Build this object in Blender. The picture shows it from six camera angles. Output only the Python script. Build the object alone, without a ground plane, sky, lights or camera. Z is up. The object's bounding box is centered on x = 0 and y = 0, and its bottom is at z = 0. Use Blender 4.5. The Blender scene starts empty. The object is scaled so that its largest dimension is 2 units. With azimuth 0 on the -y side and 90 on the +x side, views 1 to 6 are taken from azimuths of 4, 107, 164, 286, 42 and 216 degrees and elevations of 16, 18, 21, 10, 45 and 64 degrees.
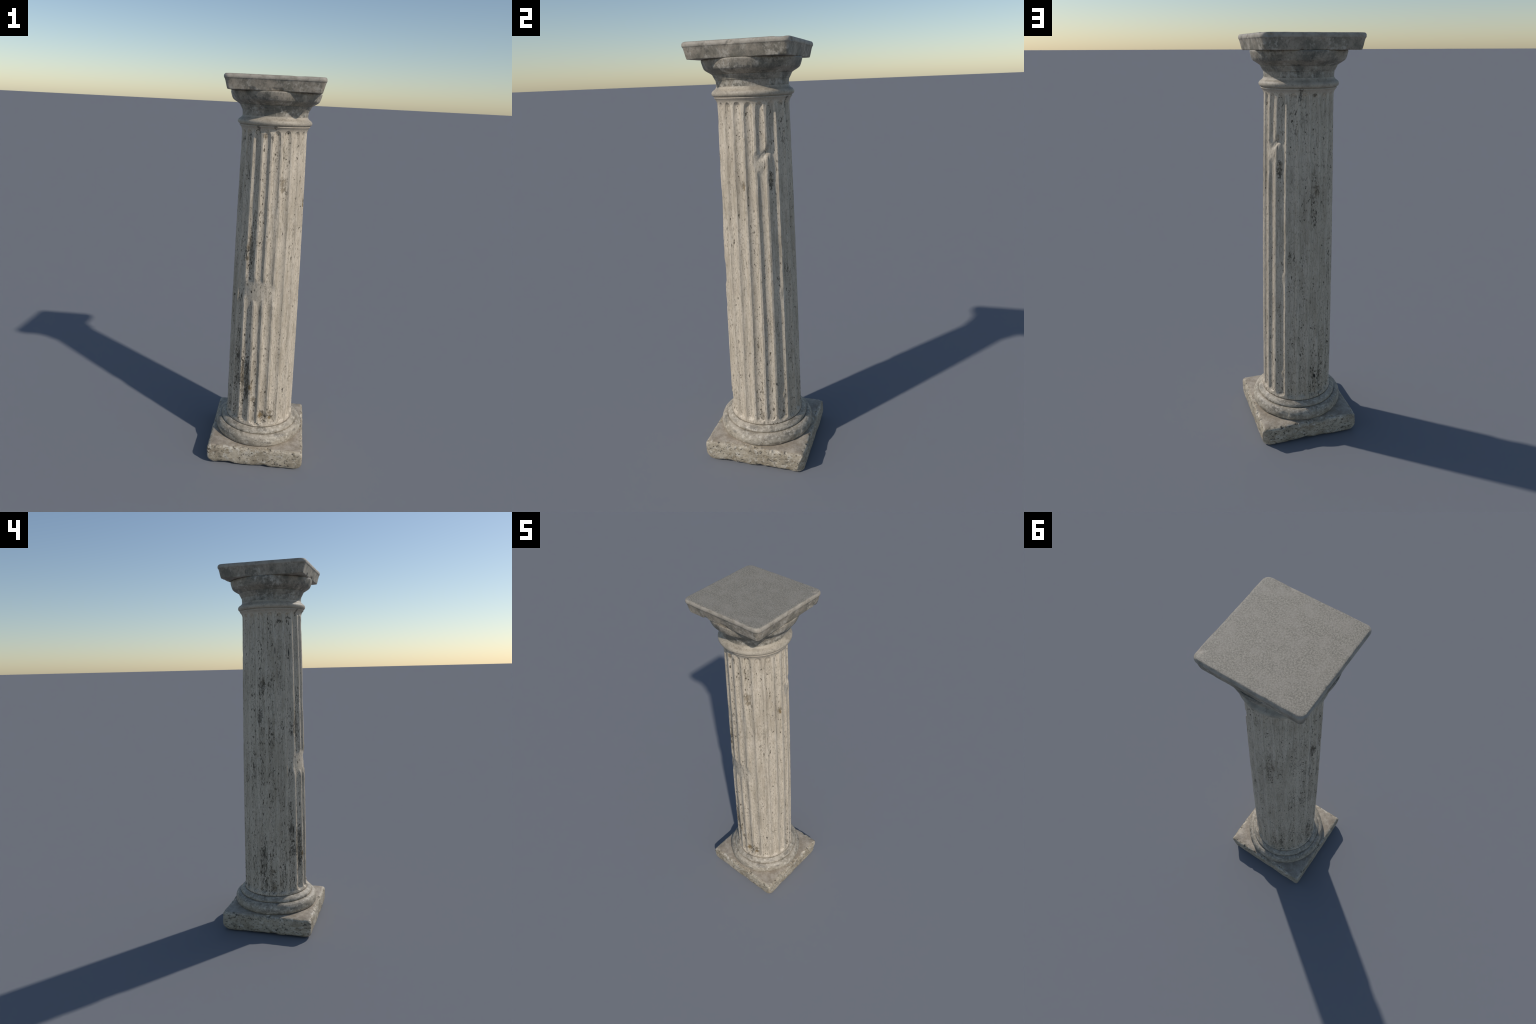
# Weathered travertine column: square plinth, moulded base, fluted shaft,
# astragal, echinus and square abacus.  Every part is computed from profiles and rules.
import bpy, math
import numpy as np

rng = np.random.default_rng(7)
TABLE = rng.random((32, 32, 32))


# ---------------------------------------------------------------- noise
def vnoise(x, y, z):
    """smooth lattice noise in -1..1"""
    xi, yi, zi = np.floor(x).astype(int), np.floor(y).astype(int), np.floor(z).astype(int)
    fx, fy, fz = x - xi, y - yi, z - zi
    fx, fy, fz = (f * f * (3 - 2 * f) for f in (fx, fy, fz))
    out = 0.0
    for a in (0, 1):
        for b in (0, 1):
            for c in (0, 1):
                w = (fx if a else 1 - fx) * (fy if b else 1 - fy) * (fz if c else 1 - fz)
                out = out + w * TABLE[(xi + a) % 32, (yi + b) % 32, (zi + c) % 32]
    return out * 2 - 1


def fbm(P, scale, octaves=3, seed=0.0, stretch=(1, 1, 1)):
    x, y, z = (P[..., i] * scale * stretch[i] + seed * (1.7 + i) for i in range(3))
    tot, amp = 0.0, 1.0
    for _ in range(octaves):
        tot = tot + amp * vnoise(x, y, z)
        x, y, z, amp = x * 2.03 + 5.1, y * 2.03 + 1.3, z * 2.03 + 8.7, amp * 0.5
    return tot / 1.75


def sstep(a, b, x):
    t = np.clip((x - a) / (b - a), 0, 1)
    return t * t * (3 - 2 * t)


def angle_gap(a, b):
    return (a - b + 180.0) % 360.0 - 180.0


def spot(az, z, caz, cz, waz, wz, soft=0.5):
    """1 inside an ellipse on the unrolled surface, 0 outside"""
    d = np.sqrt((angle_gap(az, caz) / waz) ** 2 + ((z - cz) / wz) ** 2)
    return 1 - sstep(1 - soft, 1 + soft, d)


# ---------------------------------------------------------------- mesh helpers
ROOT = bpy.data.objects.new("stone_column", None)
ROOT.empty_display_size = 0.3
bpy.context.scene.collection.objects.link(ROOT)
ROOT["label"] = "weathered fluted travertine column with square base and capital"
ROOT["category"] = "stone column"


def grid_object(name, P, mat, closed_u=True, cap_top=False, cap_bottom=False, sharp=None):
    """P[rows, cols, 3] -> mesh object; columns wrap round if closed_u"""
    rows, cols = P.shape[:2]
    verts = P.reshape(-1, 3)
    idx = np.arange(rows * cols).reshape(rows, cols)
    nxt = np.roll(idx, -1, 1)
    a, b = idx[:-1], nxt[:-1]
    c, d = nxt[1:], idx[1:]
    if not closed_u:
        a, b, c, d = (q[:, :-1] for q in (a, b, c, d))
    faces = np.stack([a, b, c, d], -1).reshape(-1, 4)
    extra = []
    if cap_bottom:
        verts = np.vstack([verts, P[0].mean(0)])
        n = len(verts) - 1
        extra.append(np.stack([nxt[0], idx[0], np.full(cols, n)], -1))
    if cap_top:
        verts = np.vstack([verts, P[-1].mean(0)])
        n = len(verts) - 1
        extra.append(np.stack([idx[-1], nxt[-1], np.full(cols, n)], -1))
    me = bpy.data.meshes.new(name)
    nq, nt = len(faces), sum(len(e) for e in extra)
    loops = np.concatenate([faces.ravel()] + [e.ravel() for e in extra])
    starts = np.concatenate([np.arange(nq) * 4, nq * 4 + np.arange(nt) * 3])
    me.vertices.add(len(verts))
    me.vertices.foreach_set("co", verts.astype(np.float32).ravel())
    me.loops.add(len(loops))
    me.loops.foreach_set("vertex_index", loops.astype(np.int32))
    me.polygons.add(nq + nt)
    me.polygons.foreach_set("loop_start", starts.astype(np.int32))
    me.update(calc_edges=True)
    me.validate()
    me.polygons.foreach_set("use_smooth", np.ones(len(me.polygons), bool))
    if sharp:
        me.set_sharp_from_angle(angle=math.radians(sharp))
    me.materials.append(mat)
    ob = bpy.data.objects.new(name, me)
    bpy.context.scene.collection.objects.link(ob)
    ob.parent = ROOT
    return ob


def resample(pts, step):
    """polyline -> evenly dense polyline that keeps its corners"""
    out = []
    for (r0, z0), (r1, z1) in zip(pts[:-1], pts[1:]):
        n = max(1, int(math.ceil(math.hypot(r1 - r0, z1 - z0) / step)))
        out += [(r0 + (r1 - r0) * i / n, z0 + (z1 - z0) * i / n) for i in range(n)]
    return np.array(out + [pts[-1]])


def arc(cr, cz, rr, rz, a0, a1, n=12):
    return [(cr + rr * math.cos(math.radians(a0 + (a1 - a0) * i / n)), cz + rz * math.sin(math.radians(a0 + (a1 - a0) * i / n))) for i in range(n + 1)]


def lathe(profile, cols, rough=0.0006, rough_scale=30, seed=1.0, chips=()):
    prof = profile
    th = np.arange(cols) * math.tau / cols
    R = np.repeat(prof[:, :1], cols, 1)
    Z = np.repeat(prof[:, 1:], cols, 1)
    P = np.stack([R * np.cos(th), R * np.sin(th), Z], -1)
    R = R + rough * fbm(P, rough_scale, 3, seed)
    az = np.degrees(np.repeat(th[None], len(prof), 0))
    for caz, cz, waz, wz, depth in chips:
        R = R - depth * spot(az + 3 * fbm(P, 60, 2, seed + 3), Z + 0.003 * fbm(P, 90, 2, seed + 5), caz, cz, waz, wz)
    return np.stack([R * np.cos(th), R * np.sin(th), Z], -1)


# ---------------------------------------------------------------- materials
class Nodes:
    def __init__(self, name):
        self.mat = bpy.data.materials.new(name)
        self.mat.use_nodes = True
        self.t = self.mat.node_tree
        self.bsdf = self.t.nodes["Principled BSDF"]
        self.obj = self.new("ShaderNodeTexCoord").outputs["Object"]
        sep = self.new("ShaderNodeSeparateXYZ")
        self.link(self.obj, sep.inputs[0])
        self.x, self.y, self.z = sep.outputs

    def new(self, kind, **kw):
        n = self.t.nodes.new(kind)
        for k, v in kw.items():
            setattr(n, k, v)
        return n

    def link(self, a, b):
        self.t.links.new(a, b)

    def put(self, sock, v):
        if hasattr(v, "is_output"):
            self.link(v, sock)
        else:
            sock.default_value = v

    def math(self, op, a, b=None, c=None, clamp=False):
        n = self.new("ShaderNodeMath", operation=op, use_clamp=clamp)
        for i, v in enumerate((a, b, c)):
            if v is not None:
                self.put(n.inputs[i], v)
        return n.outputs[0]

    def noise(self, scale, stretch=(1, 1, 1), detail=3.0, rough=0.55, at=(0, 0, 0), distort=0.0):
        m = self.new("ShaderNodeMapping")
        m.inputs["Scale"].default_value = stretch
        m.inputs["Location"].default_value = at
        self.link(self.obj, m.inputs[0])
        n = self.new("ShaderNodeTexNoise")
        n.inputs["Scale"].default_value = scale
        n.inputs["Detail"].default_value = detail
        n.inputs["Roughness"].default_value = rough
        n.inputs["Distortion"].default_value = distort
        self.link(m.outputs[0], n.inputs["Vector"])
        return n.outputs["Fac"]

    def ramp(self, v, lo, hi, a=0.0, b=1.0):
        n = self.new("ShaderNodeMapRange", interpolation_type="SMOOTHSTEP", clamp=True)
        self.put(n.inputs["Value"], v)
        n.inputs["From Min"].default_value, n.inputs["From Max"].default_value = (lo, hi) if lo < hi else (hi, lo)
        n.inputs["To Min"].default_value, n.inputs["To Max"].default_value = (a, b) if lo < hi else (b, a)
        return n.outputs["Result"]

    def mix(self, fac, a, b, mode="MIX"):
        n = self.new("ShaderNodeMix", data_type="RGBA", blend_type=mode)
        self.put(n.inputs[0], fac)
        for s, v in ((n.inputs[6], a), (n.inputs[7], b)):
            self.put(s, (*v, 1) if isinstance(v, tuple) else v)
        return n.outputs[2]

    def unroll(self, seam=22.0):
        """distance round the shaft, in metres, measured from the side opposite the seam"""
        c, k = math.cos(math.radians(seam)), math.sin(math.radians(seam))
        across = self.math("MULTIPLY_ADD", self.x, -c, self.math("MULTIPLY", self.y, -k))
        along = self.math("MULTIPLY_ADD", self.x, k, self.math("MULTIPLY", self.y, -c))
        self.seam, self.u = seam, self.math("MULTIPLY", self.math("ARCTAN2", along, across), 0.17)

    def blot(self, az, z, w, h, wobble, rag=0.9, soft=0.35):
        """ragged patch mask on the shaft at an azimuth and height, half width w, half height h"""
        u0 = math.radians((az - self.seam) % 360.0 - 180.0) * 0.17
        du = self.math("MULTIPLY_ADD", self.u, 1 / w, -u0 / w)
        dz = self.math("MULTIPLY_ADD", self.z, 1 / h, -z / h)
        l = self.math("SQRT", self.math("MULTIPLY_ADD", dz, dz, self.math("MULTIPLY", du, du)))
        d = self.math("MULTIPLY_ADD", wobble, rag, l)
        return self.ramp(d, 1 + rag * 0.5 + soft, 1 + rag * 0.5 - soft)

    def most(self, masks):
        out = None
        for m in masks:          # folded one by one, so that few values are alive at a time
            out = m if out is None else self.math("MAXIMUM", out, m)
        return out

    def bump(self, height, strength, distance):
        n = self.new("ShaderNodeBump")
        n.inputs["Strength"].default_value, n.inputs["Distance"].default_value = strength, distance
        self.link(height, n.inputs["Height"])
        self.link(n.outputs[0], self.bsdf.inputs["Normal"])

    def finish(self, colour, rough=0.58):
        self.link(colour, self.bsdf.inputs["Base Color"])
        self.put(self.bsdf.inputs["Roughness"], rough)
        self.bsdf.inputs["Specular IOR Level"].default_value = 0.5
        return self.mat


def shaft_radius(z):
    t = z - 1.0
    return 0.1734 - 0.014 * t - 0.0068 * t * t


PALE, TAN, DARK, BLACK, RUST = (0.635, 0.54, 0.42), (0.42, 0.345, 0.255), (0.085, 0.072, 0.052), (0.022, 0.02, 0.016), (0.20, 0.135, 0.06)

# stains: azimuth, height, half width, half height
BROWN_STAINS = [(257, 1.729, .008, .010), (292.5, 1.515, .013, .018), (293.3, 1.478, .011, .014), (356.3, 1.398, .007, .016),
                (237.4, 1.181, .008, .010), (236.3, 1.125, .010, .009), 
                (250, .440, .011, .030), (253.5, .425, .010, .022), (238.5, .485, .011, .028), (262, .354, .010, .010),
                (292.5, .278, .008, .007), (293, .245, .010, .008), (276, .262, .011, .018), (191, .245, .010, .014),
                (174.5, 1.395, .009, .018), (41, 1.42, .009, .028), (190, .342, .011, .009),
                (105, 1.318, .008, .018), (241, 1.20, .006, .05)]
DARK_STAINS = [(247, .54, .008, .035), (247.5, .40, .010, .050), (225.5, .578, .010, .012), (231.5, .455, .009, .020),
               (230.5, 1.123, .011, .009), (230.7, 1.157, .008, .008), (41, 1.40, .007, .020), (41.4, 1.453, .005, .010), (177, 1.385, .008, .022),
               (168.5, 1.215, .009, .028), (60.6, 1.011, .005, .012),
               (227, 1.728, .012, .006), (245.6, 1.762, .006, .014), (75.5, 1.752, .004, .028), (76.9, 1.768, .010, .004),
               (99.6, 1.748, .008, .006), (263.5, .325, .004, .013), (284.5, .258, .007, .010),
               (171.4, .46, .010, .016), (301.1, 1.465, .006, .006), (270, 1.72, .004, .016), (274, 1.772, .005, .009)]
# broad grimy areas with crowded pores
GRIMY = [(243, .46, .034, .15), (243, 1.20, .026, .15), (250, 1.33, .02, .06), (172, 1.40, .016, .10), (178, .38, .034, .16), (190, 1.15, .028, .12),
         (288, .27, .026, .045), (108, .40, .032, .14), (100, 1.25, .03, .12), (225, .62, .02, .12), (10, .38, .014, .16), (300, 1.47, .02, .06)]
CRACKS = [(35.0, .419, .0016, .0085), (317.4, .392, .0014, .014), (104.5, .33, .003, .012), (199, 1.56, .0014, .016), (228, 1.55, .002, .018)]


def shaft_material():
    n = Nodes("fluted_travertine")
    n.unroll()
    wob = n.ramp(n.noise(120, (1, 1, .8), 5, .8), .34, .66)
    cloud = n.noise(9, (1, 1, .45), 4, .6)
    col = n.mix(n.ramp(cloud, .42, .72), PALE, (0.50, 0.42, 0.315))
    vein = n.noise(30, (1, 1, .16), 5, .7, (3, 1, 2))
    col = n.mix(n.math("MULTIPLY", n.ramp(vein, .48, .66), .65), col, TAN)
    grain = n.noise(150, (1, 1, .35), 4, .7, (1, 5, 2))
    col = n.mix(n.math("MULTIPLY", n.ramp(grain, .46, .68), .62), col, TAN)
    light = n.noise(60, (1, 1, .3), 3, .6, (7, 2, 9))
    col = n.mix(n.math("MULTIPLY", n.ramp(light, .54, .74), .5), col, (0.66, 0.585, 0.48))
    # long thin saw and weather lines
    lines = n.noise(150, (1, 1, .05), 2, .5, (4, 7, 3))
    col = n.mix(n.math("MULTIPLY", n.ramp(lines, .53, .64), .34), col, (0.24, 0.20, 0.14))
    # pores and worm tracks, thicker on the -x side and near the foot
    side = n.math("MULTIPLY_ADD", n.x, -3.4, .32)
    foot = n.ramp(n.z, .60, .20)
    where = n.math("ADD", n.math("MULTIPLY", side, .036), n.math("MULTIPLY", foot, .035))
    region = n.math("MULTIPLY", n.math("SUBTRACT", n.noise(6, (1, 1, .7), 3, .6, (4, 4, 4)), .5), .22)
    bias = n.math("ADD", where, region)
    grimy = n.most(n.blot(a, z, w, h, wob, .5, .5) for a, z, w, h in GRIMY)
    bias = n.math("ADD", bias, n.math("MULTIPLY", grimy, .050))
    # dirt sits in the channels; the rubbed fillets between them keep fewer pores
    rr = n.math("SQRT", n.math("ADD", n.math("MULTIPLY", n.x, n.x), n.math("MULTIPLY", n.y, n.y)))
    t = n.math("SUBTRACT", n.z, 1.0)
    full = n.math("SUBTRACT", 0.1734, n.math("ADD", n.math("MULTIPLY", t, 0.014), n.math("MULTIPLY", n.math("MULTIPLY", t, t), 0.0068)))
    fillet = n.ramp(n.math("SUBTRACT", full, rr), .0045, .0012)
    bias = n.math("SUBTRACT", bias, n.math("MULTIPLY", fillet, .045))
    pit_a = n.ramp(n.math("ADD", n.noise(115, (1, 1, .42), 2.5, .55, (2, 8, 1), .4), bias), .648, .685)
    pit_b = n.ramp(n.math("ADD", n.noise(200, (1, 1, .40), 2, .5, (9, 3, 5)), bias), .670, .71)
    pit_c = n.ramp(n.math("ADD", n.noise(52, (1, 1, .32), 4, .7, (5, 9, 3), .8), bias), .645, .73)
    worms = n.ramp(n.math("ADD", n.noise(62, (1, 1, .26), 5, .74, (6, 1, 7), 1.2), n.math("MULTIPLY", bias, 1.2)), .575, .69)
    freckle = n.ramp(n.noise(140, (1, 1, .5), 3, .65, (3, 6, 6)), .555, .67)
    col = n.mix(n.math("MULTIPLY", freckle, .55), col, (0.23, 0.185, 0.125))
    col = n.mix(n.math("MULTIPLY", worms, .58), col, (0.19, 0.155, 0.105))
    col = n.mix(n.math("MULTIPLY", pit_c, .45), col, (0.13, 0.105, 0.072))
    pits = n.most([pit_a, n.math("MULTIPLY", pit_b, .8)])
    col = n.mix(n.math("MULTIPLY", pits, .92), col, (0.075, 0.058, 0.036))
    # the band above the channels is smoother and tan
    head = n.ramp(n.z, 1.752, 1.764)
    tan = n.mix(n.ramp(n.noise(30, (1, 1, 1), 4, .65, (2, 3, 4)), .4, .68), (0.50, 0.42, 0.325), (0.40, 0.335, 0.255))
    col = n.mix(n.math("MULTIPLY", head, .75), col, tan)
    # stains
    brown = n.most(n.blot(a, z, w * 1.25, h * 1.2, wob, 1.2, .3) for a, z, w, h in BROWN_STAINS)
    dark = n.most(n.blot(a, z, w * 1.15, h * 1.1, wob, 2.0, .22) for a, z, w, h in DARK_STAINS)
    crack = n.most(n.blot(a, z, w * 1.6, h, wob, .5, .2) for a, z, w, h in CRACKS)
    tint = n.mix(n.ramp(n.noise(90, (1, 1, .6), 3, .65, (8, 8, 1)), .40, .62), (0.12, 0.09, 0.055), (0.34, 0.27, 0.18))
    col = n.mix(n.math("MULTIPLY", brown, .8), col, tint)
    col = n.mix(n.math("MULTIPLY", dark, .74), col, (0.070, 0.058, 0.040))
    rust = n.most([n.blot(275, .266, .010, .014, wob, 1.0), n.blot(293, .245, .008, .007, wob, 1.0), n.blot(357, 1.392, .004, .014, wob, 1.0), n.blot(253.5, .425, .008, .018, wob, 1.2)])
    col = n.mix(n.math("MULTIPLY", rust, .85), col, RUST)
    col = n.mix(crack, col, BLACK)
    h = n.math("SUBTRACT", n.math("MULTIPLY", grain, .3), n.math("ADD", pits, n.math("MULTIPLY", worms, .4)))
    n.bump(h, .45, .0016)
    return n.finish(col)


def plinth_material():
    n = Nodes("rough_travertine")
    cloud = n.noise(13, (1, 1, 1.4), 4, .6)
    col = n.mix(n.ramp(cloud, .38, .66), (0.50, 0.425, 0.318), (0.34, 0.28, 0.198))
    light = n.noise(34, (1, 1, 1), 4, .68, (7, 2, 9))
    col = n.mix(n.math("MULTIPLY", n.ramp(light, .52, .64), .75), col, (0.62, 0.555, 0.455))
    swirl = n.noise(26, (1, 1, 1.8), 5, .72, (3, 1, 2), 1.6)
    col = n.mix(n.math("MULTIPLY", n.ramp(swirl, .51, .63), .75), col, (0.21, 0.16, 0.095))
    mould = n.noise(20, (1, 1, 1.2), 4, .65, (9, 4, 2), .8)
    col = n.mix(n.math("MULTIPLY", n.ramp(mould, .58, .70), .6), col, (0.17, 0.155, 0.115))
    # brown-grey soil film on the tread of the block
    tread = n.ramp(n.z, .106, .1095)
    film = n.mix(n.ramp(n.noise(22, (1, 1, 1), 4, .65, (2, 2, 2)), .4, .68), (0.32, 0.262, 0.195), (0.47, 0.40, 0.315))
    film = n.mix(n.math("MULTIPLY", n.ramp(n.noise(120, (1, 1, 1), 2, .6), .5, .75), .4), film, (0.2, 0.165, 0.12))
    inner = n.math("MULTIPLY", tread, .9)
    col = n.mix(inner, col, film)
    pits = n.most([n.ramp(n.noise(40, (1, 1, 1.6), 3.5, .65, (5, 1, 4), .5), .600, .64), n.ramp(n.noise(54, (1, 1, 1.4), 3, .6, (2, 8, 1), .4), .622, .66), n.math("MULTIPLY", n.ramp(n.noise(120, (1, 1, 1.4), 2, .55, (5, 3, 8)), .655, .70), .8)])
    pits = n.math("MULTIPLY", pits, n.math("SUBTRACT", 1.0, n.math("MULTIPLY", tread, .85)))
    col = n.mix(n.math("MULTIPLY", pits, .88), col, (0.075, 0.062, 0.045))
    n.bump(n.math("SUBTRACT", n.math("MULTIPLY", swirl, -.5), pits), .6, .002)
    return n.finish(col)


def moulding_material():
    n = Nodes("grey_veined_travertine")
    cloud = n.noise(26, (1, 1, 1.3), 5, .72)
    col = n.mix(n.ramp(cloud, .40, .62), (0.46, 0.395, 0.305), (0.31, 0.262, 0.195))
    smear = n.noise(15, (1, 1, 3.0), 5, .7, (6, 6, 2))
    col = n.mix(n.math("MULTIPLY", n.ramp(smear, .50, .62), .75), col, (0.17, 0.148, 0.115))
    light = n.noise(58, (1, 1, 1), 3, .6, (7, 2, 9))
    col = n.mix(n.math("MULTIPLY", n.ramp(light, .53, .68), .62), col, (0.66, 0.585, 0.475))
    fine = n.noise(140, (1, 1, 1), 3, .65, (2, 6, 3))
    col = n.mix(n.math("MULTIPLY", n.ramp(fine, .5, .72), .5), col, (0.22, 0.185, 0.135))
    pits = n.ramp(n.noise(75, (1, 1, 1.2), 3, .6, (2, 8, 1), .6), .66, .71)
    col = n.mix(n.math("MULTIPLY", pits, .85), col, DARK)
    n.bump(n.math("SUBTRACT", n.math("MULTIPLY", light, .4), pits), .5, .0016)
    return n.finish(col)


def astragal_material():
    n = Nodes("smooth_beige_stone")
    col = n.mix(n.ramp(n.noise(16, (1, 1, 1.5), 4, .6), .42, .68), (0.475, 0.405, 0.312), (0.345, 0.292, 0.222))
    col = n.mix(n.math("MULTIPLY", n.ramp(n.noise(110, (1, 1, 1), 4, .7), .48, .66), .5), col, (0.25, 0.21, 0.155))
    smut = n.ramp(n.noise(32, (1, 1, 1.5), 5, .7, (7, 1, 1)), .56, .68)
    col = n.mix(n.math("MULTIPLY", smut, .5), col, (0.16, 0.135, 0.10))
    pore = n.ramp(n.noise(95, (1, 1, 1), 3, .6, (2, 7, 3)), .68, .73)
    col = n.mix(n.math("MULTIPLY", pore, .7), col, DARK)
    n.bump(n.noise(180), .2, .001)
    return n.finish(col, .58)


def capital_material():
    n = Nodes("lichened_grey_stone")
    cloud = n.noise(15, (1, 1, 1.3), 4, .62)
    col = n.mix(n.ramp(cloud, .38, .62), (0.36, 0.305, 0.235), (0.175, 0.157, 0.122))
    crust = n.noise(42, (1, 1, .9), 5, .68, (7, 2, 9))
    gate = n.ramp(n.noise(11, (1, 1, 1.6), 3, .6, (1, 7, 4)), .42, .62)
    gate = n.math("MAXIMUM", gate, n.math("MULTIPLY", n.ramp(n.z, 1.846, 1.838), .75))
    col = n.mix(n.math("MULTIPLY", n.math("MULTIPLY", n.ramp(crust, .47, .62), gate), .9), col, (0.50, 0.45, 0.375))
    soot = n.noise(24, (1, 1, .8), 5, .66, (3, 3, 8))
    col = n.mix(n.math("MULTIPLY", n.ramp(soot, .54, .70), .8), col, (0.085, 0.08, 0.065))
    grain = n.noise(130, (1, 1, .7), 4, .7)
    col = n.mix(n.math("MULTIPLY", n.ramp(grain, .48, .66), .55), col, (0.12, 0.107, 0.083))
    glint = n.noise(95, (1, 1, .6), 4, .7, (4, 6, 2))
    col = n.mix(n.math("MULTIPLY", n.ramp(glint, .55, .70), .5), col, (0.44, 0.39, 0.315))
    n.bump(n.math("ADD", n.math("MULTIPLY", crust, .6), n.math("MULTIPLY", grain, .3)), .4, .002)
    return n.finish(col)


def abacus_material():
    n = Nodes("grey_slab_stone")
    # sides: brown-grey with soot and pale crust
    cloud = n.noise(13, (1, 1, .9), 4, .62, (4, 0, 0))
    side = n.mix(n.ramp(cloud, .38, .64), (0.37, 0.31, 0.238), (0.19, 0.168, 0.128))
    crust = n.noise(40, (1, 1, .9), 5, .68, (7, 2, 9))
    gate = n.ramp(n.noise(10, (1, 1, 1), 3, .6, (1, 7, 4)), .40, .58)
    side = n.mix(n.math("MULTIPLY", n.math("MULTIPLY", n.ramp(crust, .47, .60), gate), .85), side, (0.50, 0.44, 0.36))
    soot = n.noise(22, (1, 1, .6), 5, .66, (3, 3, 8))
    side = n.mix(n.math("MULTIPLY", n.ramp(soot, .56, .70), .75), side, (0.10, 0.092, 0.074))
    grit = n.noise(120, (1, 1, .7), 4, .7, (3, 9, 4))
    side = n.mix(n.math("MULTIPLY", n.ramp(grit, .48, .66), .5), side, (0.13, 0.115, 0.09))
    glint = n.noise(90, (1, 1, .6), 4, .7, (4, 6, 2))
    side = n.mix(n.math("MULTIPLY", n.ramp(glint, .55, .70), .45), side, (0.45, 0.395, 0.315))
    # bullnose edge: rubbed, paler and warmer
    rim = n.math("MULTIPLY", n.ramp(n.z, 1.976, 1.984), .85)
    edge = n.mix(n.ramp(n.noise(30, (1, 1, 1), 4, .65, (5, 5, 5)), .4, .68), (0.43, 0.375, 0.305), (0.29, 0.25, 0.195))
    col = n.mix(rim, side, edge)
    # top: fine grey grain
    fine = n.noise(170, (1, 1, 1), 4, .75, (2, 2, 0))
    broad = n.noise(14, (1, 1, 1), 4, .6, (8, 1, 0))
    top = n.mix(n.ramp(fine, .36, .64), (0.36, 0.322, 0.256), (0.18, 0.160, 0.125))
    top = n.mix(n.math("MULTIPLY", n.ramp(broad, .42, .66), .55), top, (0.34, 0.30, 0.245))
    speck = n.ramp(n.noise(75, (1, 1, 1), 2, .5, (4, 9, 1)), .74, .79)
    top = n.mix(n.math("MULTIPLY", speck, .7), top, (0.10, 0.092, 0.075))
    col = n.mix(n.ramp(n.z, 1.9955, 1.9985), col, top)
    n.bump(n.math("MULTIPLY_ADD", fine, .8, n.math("MULTIPLY", crust, .4)), .4, .0018)
    return n.finish(col, .62)


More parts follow.
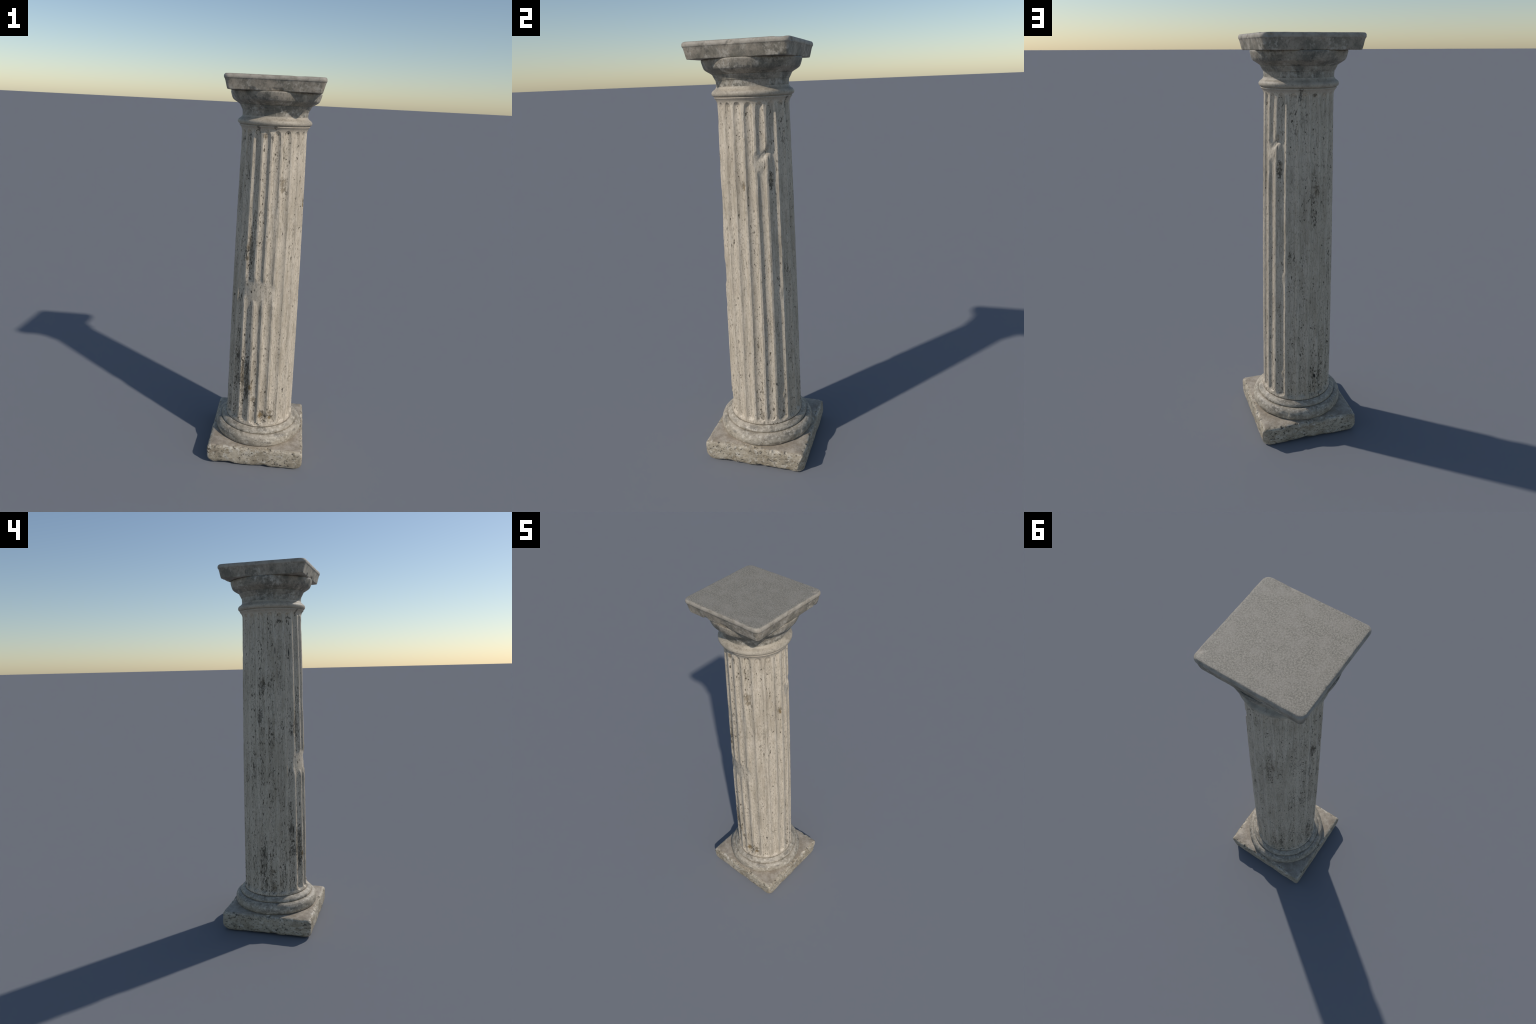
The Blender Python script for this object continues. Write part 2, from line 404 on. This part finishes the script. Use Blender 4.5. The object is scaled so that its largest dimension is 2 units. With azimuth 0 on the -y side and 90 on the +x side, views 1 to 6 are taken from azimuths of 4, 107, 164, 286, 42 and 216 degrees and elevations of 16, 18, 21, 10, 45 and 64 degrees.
# ---------------------------------------------------------------- plinth
def plinth():
    """worn square block: rounded-square rings stacked along a bulging profile"""
    prof = resample([(0.232, 0.000), (0.2430, 0.0025), (0.2500, 0.010), (0.2535, 0.022), (0.2550, 0.040), (0.2550, 0.060), (0.2550, 0.085),
                     (0.2538, 0.096), (0.2510, 0.1022), (0.2465, 0.1060), (0.2400, 0.1080), (0.2250, 0.1100), (0.18, 0.1115)], 0.0030)
    cols = 640
    s = np.arange(cols) / cols * 4
    side, t = np.floor(s).astype(int) % 4, (s % 1) * 2 - 1
    t = np.sign(t) * np.abs(t) ** 0.9
    ux, uy = np.choose(side, [np.ones(cols), -t, -np.ones(cols), t]), np.choose(side, [t, np.ones(cols), -t, -np.ones(cols)])
    P = np.zeros((len(prof), cols, 3))
    for i, (h, z) in enumerate(prof):
        x, y = ux * h, uy * h
        rc = 0.010 + 0.022 * (1 - sstep(0.0, 0.045, z))          # corner rounding grows to the foot
        ex, ey = np.maximum(np.abs(x) - (h - rc), 0), np.maximum(np.abs(y) - (h - rc), 0)
        e = np.hypot(ex, ey)
        k = np.where((ex > 0) & (ey > 0), rc * np.maximum(ex, ey) / np.maximum(e, 1e-9) / rc, 1.0)
        x, y = np.sign(x) * (np.minimum(np.abs(x), h - rc) + ex * k), np.sign(y) * (np.minimum(np.abs(y), h - rc) + ey * k)
        P[i, :, 0], P[i, :, 1], P[i, :, 2] = x, y, z
    # knocked-off corner at (+x, +y)
    d = (P[..., 0] + P[..., 1]) / math.sqrt(2)
    lim = 0.335 + 0.25 * np.clip(P[..., 2] - 0.02, 0, 0.1) + 0.003 * fbm(P, 40, 3, 2)
    over = np.maximum(d - lim, 0) / math.sqrt(2)
    P[..., 0] -= over
    P[..., 1] -= over
    # surface wear: low lumps, edge spalls, scooped foot
    out = np.stack([P[..., 0], P[..., 1], np.zeros_like(d)], -1)
    out /= np.maximum(np.linalg.norm(out, axis=-1, keepdims=True), 1e-6)
    z = P[..., 2]
    on_side = sstep(0.228, 0.245, np.maximum(abs(P[..., 0]), abs(P[..., 1])))
    lump = 0.0030 * fbm(P, 14, 4, 4) + 0.0016 * fbm(P, 45, 3, 9)
    spall = -0.008 * sstep(0.2, 0.55, fbm(P, 26, 3, 6)) * sstep(0.088, 0.104, z)
    pit = -0.004 * sstep(0.38, 0.6, fbm(P, 75, 2, 11, (1, 1, 1.5)))
    P += out * ((lump + spall + pit) * on_side)[..., None]
    P[..., 2] += (0.0022 * fbm(P, 20, 3, 14) - 0.004 * sstep(.2, .5, fbm(P, 26, 3, 6)) * on_side) * sstep(0.095, 0.108, z)
    lift = 0.011 * np.clip(fbm(P, 13, 4, 17) + .2, 0, 1) * (1 - sstep(0.0, 0.03, z)) * sstep(0.215, 0.24, np.maximum(abs(P[..., 0]), abs(P[..., 1])))
    for cx, cy in ((0.055, -0.255), (0.255, 0.03), (-0.255, -0.045), (0.03, 0.255)):
        lift += 0.010 * np.exp(-(((P[..., 0] - cx) / 0.022) ** 2 + ((P[..., 1] - cy) / 0.022) ** 2)) * (1 - sstep(0.0, 0.03, z))
    P[..., 2] = np.maximum(P[..., 2] + lift, 0)
    return grid_object("plinth", P, plinth_material(), cap_bottom=True, cap_top=True)


# ---------------------------------------------------------------- base mouldings
def base():
    mat = moulding_material()
    big = [(0.222, 0.1080), (0.2305, 0.1115), (0.2348, 0.1145), (0.2376, 0.1205), (0.2391, 0.1300), (0.2388, 0.1395), (0.2370, 0.1485), (0.2334, 0.1565), (0.2280, 0.1630), (0.2210, 0.1680),
           (0.2140, 0.1706), (0.2095, 0.1704), (0.2045, 0.1692), (0.198, 0.168)]
    ob = grid_object("lower_torus", lathe(resample(big, 0.003), 540, 0.0022, 16, 3, [(58, .135, 5, .02, .004), (40, .112, 8, .008, .004), (290, .15, 3, .006, .002)]), mat)
    small = [(0.198, 0.1665), (0.2040, 0.1688), (0.2080, 0.1712), (0.2098, 0.1765), (0.2085, 0.1815), (0.2045, 0.1868), (0.1985, 0.1918), (0.1920, 0.1955), (0.1878, 0.1976), (0.1850, 0.1982), (0.1825, 0.1972), (0.176, 0.196)]
    grid_object("upper_torus", lathe(resample(small, 0.0025), 540, 0.0016, 20, 5, [(275, .188, 5, .005, .0015), (300, .18, 3, .008, .0015)]), mat)


# ---------------------------------------------------------------- fluted shaft
FILLETS = [0.0, 17.2, 34.4, 54.6, 73.4, 91.1, 108.0, 125.6, 144.0, 163.0, 181.4, 198.6, 216.0, 233.8, 253.0, 269.4, 286.7, 305.6, 324.5, 342.2]


def shaft():
    rows, cols = 800, 880
    body = np.linspace(0.245, 1.745, rows)
    foot = resample([(0.1805, 0.1980), (0.1840, 0.2005), (0.1846, 0.2050), (0.1835, 0.2110), (0.1822, 0.2190), (0.1811, 0.2300), (0.1801, 0.2440)], 0.0018)
    head = resample([(0.1607, 1.7470), (0.1620, 1.7530), (0.1650, 1.7600), (0.1685, 1.7655), (0.1718, 1.7692), (0.1738, 1.7712), (0.1742, 1.7735), (0.1735, 1.7752), (0.1722, 1.7758), (0.160, 1.776)], 0.0015)
    blend = np.stack([shaft_radius(body) + 0.0012 * sstep(1.70, 1.745, body), body], -1)
    prof = np.vstack([[(0.175, 0.1970)], foot, blend, head])
    az1 = np.arange(cols) * 360.0 / cols
    R, AZ = np.repeat(prof[:, :1], cols, 1), np.repeat(az1[None], len(prof), 0)
    Z = np.repeat(prof[:, 1:], cols, 1)
    th = np.radians(AZ)
    P = np.stack([R * np.cos(th), R * np.sin(th), Z], -1)
    # unevenly cut channels: warp the angle a little, then measure distance from the channel axis
    low = 1 - sstep(0.3, 0.9, Z)
    warp = AZ + low * (1.6 * np.exp(-(angle_gap(AZ, 0) / 30) ** 2) - 1.6 * np.exp(-(angle_gap(AZ, 260) / 18) ** 2))
    warp = warp + 0.65 * fbm(P, 7, 3, 21) + 0.50 * fbm(P, 34, 3, 22)
    depth = np.zeros_like(R)
    for k, f0 in enumerate(FILLETS):
        f1 = FILLETS[(k + 1) % 20] + (360 if k == 19 else 0)
        mid, half = (f0 + f1) / 2, (f1 - f0) / 2 - 1.65
        q = angle_gap(warp, mid) / (half * (1 - 0.16 * sstep(1.68, 1.75, Z)))
        near = np.abs(q) < 1.3
        top, bot = 1.7335 + 0.002 * math.sin(k * 2.1), 0.2290 + 0.003 * math.sin(k * 1.7)
        halfm = math.radians(half) * 0.17
        e = np.where(Z > top, (Z - top) / halfm, np.where(Z < bot, (bot - Z) / (halfm * 0.8), 0.0))
        qq = np.sqrt(q * q + e * e)
        d = 1 - np.clip(qq, 0, 1) ** 2.3
        depth = np.where(near & (d > depth), d, depth)
    D = 0.0101 * (1 + 0.10 * fbm(P, 5, 2, 33))
    cut = D * depth
    # chips: channels silted or fillets knocked down to the channel floor
    n1, n2 = 5 * fbm(P, 28, 3, 41), 0.010 * fbm(P, 28, 3, 43)
    flat = spot(AZ + n1 * 1.4, Z + n2 * 1.1, 260, 0.957, 33, 0.062, 0.45)
    cut = cut * (1 - flat) + flat * (0.0098 + 0.0012 * fbm(P, 36, 3, 47))
    gone = spot(AZ + n1 * .6, Z + n2, 21, 1.502, 11, 0.040, 0.35)
    cut = cut * (1 - gone) + gone * 0.0072
    wedge = spot(AZ + n1 * .4 + (1.53 - Z) * 90, Z + n2 * .5, 38, 1.505, 6.5, 0.028, 0.6)
    cut = cut * (1 - wedge) + wedge * np.minimum(cut, 0.0035)
    gouge = np.exp(-(angle_gap(AZ, 33) / 13.0) ** 4 - ((Z + n2 * .4 - 1.538 - 0.0019 * angle_gap(AZ, 33)) / 0.016) ** 2)
    cut = cut + (np.maximum(cut, 0.0125) - cut) * np.clip(gouge * 1.25, 0, 1)
    swell = np.maximum(spot(AZ, Z, 38, 0.885, 5, 0.022, 0.8), spot(AZ, Z, 51, 0.885, 5, 0.03, 0.8))
    swell = np.maximum(swell, np.maximum(spot(AZ, Z, 49, 0.345, 4, 0.018, 0.8), spot(AZ, Z, 40, 1.02, 4, 0.05, 0.8)))
    cut = cut * (1 - 0.55 * swell)
    # broken foot by the front and chipped head
    for caz, cz, waz, wz, dp in ((276, .264, 5.5, .022, .007), (285, .258, 4, .018, .008), (292, .245, 4.5, .014, .006), (291, .277, 4, .010, .004), (268, .212, 6, .008, .006), (263.5, .325, 1.6, .014, .004)):
        m = spot(AZ + n1 * .8, Z + n2 * .8, caz, cz, waz, wz, 0.4)
        cut = cut + 0.8 * dp * m * (1 + 0.6 * fbm(P, 90, 3, 51))
    head_chip = spot(AZ + n1, Z + n2 * .6, 258, 1.756, 20, 0.016, 0.4) * sstep(1.735, 1.75, Z)
    cut = cut + 0.0045 * head_chip
    for caz, cz, waz, wz, dp in ((292.5, 1.49, 4.5, .03, .0025), (237, 1.15, 4, .04, .003), (356, 1.397, 2.2, .016, .003), (175, 1.40, 3.5, .03, .003), (41, 1.42, 4, .03, .002), (248, .44, 5, .07, .0025), (75.5, 1.75, 1.5, .025, .003)):
        cut = cut + dp * spot(AZ + n1 * .7, Z + n2, caz, cz, waz, wz, 0.5)
    # worn edges: fillets lose a little, unevenly; long flat wear near 283 deg
    ridge = 1 - np.clip(depth * 1.5, 0, 1)
    inside = sstep(0.23, 0.27, Z) * (1 - sstep(1.70, 1.735, Z))
    cut = cut + ridge * inside * (0.0012 * sstep(0.35, 0.6, fbm(P, 48, 3, 63, (1, 1, .5))) + 0.0018 * sstep(0.15, 0.7, fbm(P, 9, 3, 61, (1, 1, 1.6))))
    cut = cut + ridge * 0.003 * spot(AZ, Z, 283, 1.28, 7, 0.12, .6)
    # pores
    cut = cut + 0.0014 * sstep(0.46, 0.62, fbm(P, 95, 2, 71, (1, 1, .42))) * inside * (1 - ridge)
    R = R + 0.0006 * inside - cut + 0.0005 * fbm(P, 40, 2, 81) * inside
    P = np.stack([R * np.cos(th), R * np.sin(th), Z], -1)
    return grid_object("fluted_shaft", P, shaft_material())


# ---------------------------------------------------------------- capital
def capital():
    ring = [(0.160, 1.7755), (0.1722, 1.7762), (0.1735, 1.7778), (0.1772, 1.7792), (0.1808, 1.7825), (0.1826, 1.7868), (0.1830, 1.7905), (0.1822, 1.7948), (0.1798, 1.7990),
            (0.1762, 1.8025), (0.1715, 1.8056), (0.1672, 1.8086), (0.1640, 1.8122), (0.1621, 1.8155), (0.1611, 1.8190), (0.154, 1.8196)]
    grid_object("astragal", lathe(resample(ring, 0.0018), 540, 0.0009, 22, 2), astragal_material())
    mat = capital_material()
    neck = [(0.154, 1.8172), (0.1606, 1.8178), (0.1607, 1.828), (0.1613, 1.838), (0.1625, 1.8445), (0.1632, 1.8462), (0.157, 1.8466)]
    grid_object("neck", lathe(resample(neck, 0.002), 540, 0.0012, 26, 4, [(268, 1.832, 16, .008, .0012)]), mat)
    steps = [(0.157, 1.8458)]
    for i in range(4):
        r, z = 0.1638 + 0.0029 * i, 1.8464 + 0.0056 * i
        steps += [(r, z), (r + 0.0009, z + 0.0006), (r + 0.0018, z + 0.0020), (r + 0.0025, z + 0.0040), (r + 0.0023, z + 0.0047), (r + 0.0024, z + 0.0054)]
    grid_object("annulets", lathe(np.array(steps + [(0.165, 1.8692)]), 540, 0.0005, 30, 6), mat)
    bowl = [(0.165, 1.8680), (0.1752, 1.8690), (0.1780, 1.8706), (0.1845, 1.8752), (0.1945, 1.8808), (0.2040, 1.8866), (0.2100, 1.8920), (0.2140, 1.9000), (0.2168, 1.9090), (0.2194, 1.9190), (0.2206, 1.9260), (0.2190, 1.9310), (0.20, 1.9330)]
    grid_object("echinus", lathe(resample(bowl, 0.0025), 540, 0.0016, 20, 8), mat)


def abacus():
    """square slab: fascia leaning out to a rounded edge, corners clipped"""
    prof = resample([(0.165, 1.9318), (0.2105, 1.9310), (0.2150, 1.9316), (0.2162, 1.9334), (0.2190, 1.9440), (0.2222, 1.9570), (0.2252, 1.9680), (0.2274, 1.9745), (0.2287, 1.9775), (0.2308, 1.9802),
                     (0.2316, 1.9840), (0.2316, 1.9885), (0.2300, 1.9940), (0.2270, 1.9978), (0.2240, 1.9996), (0.2200, 2.0)], 0.0022)
    cols = 560
    s = np.arange(cols) / cols * 4
    side, t = np.floor(s).astype(int) % 4, (s % 1) * 2 - 1
    ux, uy = np.choose(side, [np.ones(cols), -t, -np.ones(cols), t]), np.choose(side, [t, np.ones(cols), -t, -np.ones(cols)])
    rings = []
    for h, z in prof:
        x, y = ux * h, uy * h
        clip = 0.014 + 0.013 * sstep(1.938, 1.985, z)
        # round the vertical corner with radius clip
        ex, ey = np.maximum(np.abs(x) - (h - clip), 0), np.maximum(np.abs(y) - (h - clip), 0)
        e = np.hypot(ex, ey)
        k = np.where((ex > 0) & (ey > 0), np.maximum(ex, ey) / np.maximum(e, 1e-9), 1.0)
        rings.append(np.stack([np.sign(x) * (np.minimum(np.abs(x), h - clip) + ex * k), np.sign(y) * (np.minimum(np.abs(y), h - clip) + ey * k), np.full(cols, z)], -1))
    for f in np.linspace(0.97, 0.04, 30):
        rings.append(rings[len(prof) - 1] * [f, f, 1])
    P = np.array(rings)
    out = np.stack([P[..., 0], P[..., 1], np.zeros(P.shape[:2])], -1)
    out /= np.maximum(np.linalg.norm(out, axis=-1, keepdims=True), 1e-6)
    big = np.maximum(abs(P[..., 0]), abs(P[..., 1]))
    edge = sstep(0.200, 0.215, big)
    z = P[..., 2].copy()
    low = 1 - sstep(1.932, 1.950, z)
    spall = sstep(0.15, 0.55, fbm(P * [1, 1, 0.3], 24, 3, 5))
    P += out * (edge * (0.0016 * fbm(P, 22, 3, 3) - 0.004 * spall * low - 0.003 * sstep(.3, .6, fbm(P, 30, 3, 8)) * sstep(1.975, 1.985, z)))[..., None]
    P[..., 2] += edge * low * (0.005 * spall + 0.0015 * fbm(P, 40, 2, 9))
    P[..., 2] += -0.0012 * (1 + fbm(P, 30, 3, 12)) * 0.5 * sstep(1.9985, 2.0, z)
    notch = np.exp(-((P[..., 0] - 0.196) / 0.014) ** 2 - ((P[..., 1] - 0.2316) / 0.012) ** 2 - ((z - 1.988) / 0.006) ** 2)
    P -= out * (0.012 * notch)[..., None]
    for cx, cy, dp in ((0.222, 0.190, .004), (0.110, -0.230, .0025)):
        m = np.exp(-(((P[..., 0] - cx) / 0.018) ** 2 + ((P[..., 1] - cy) / 0.018) ** 2)) * sstep(1.99, 1.999, z)
        P[..., 2] -= dp * m
    return grid_object("abacus", P, abacus_material(), cap_top=True, cap_bottom=True, sharp=50)


plinth()
base()
shaft()
capital()
abacus()
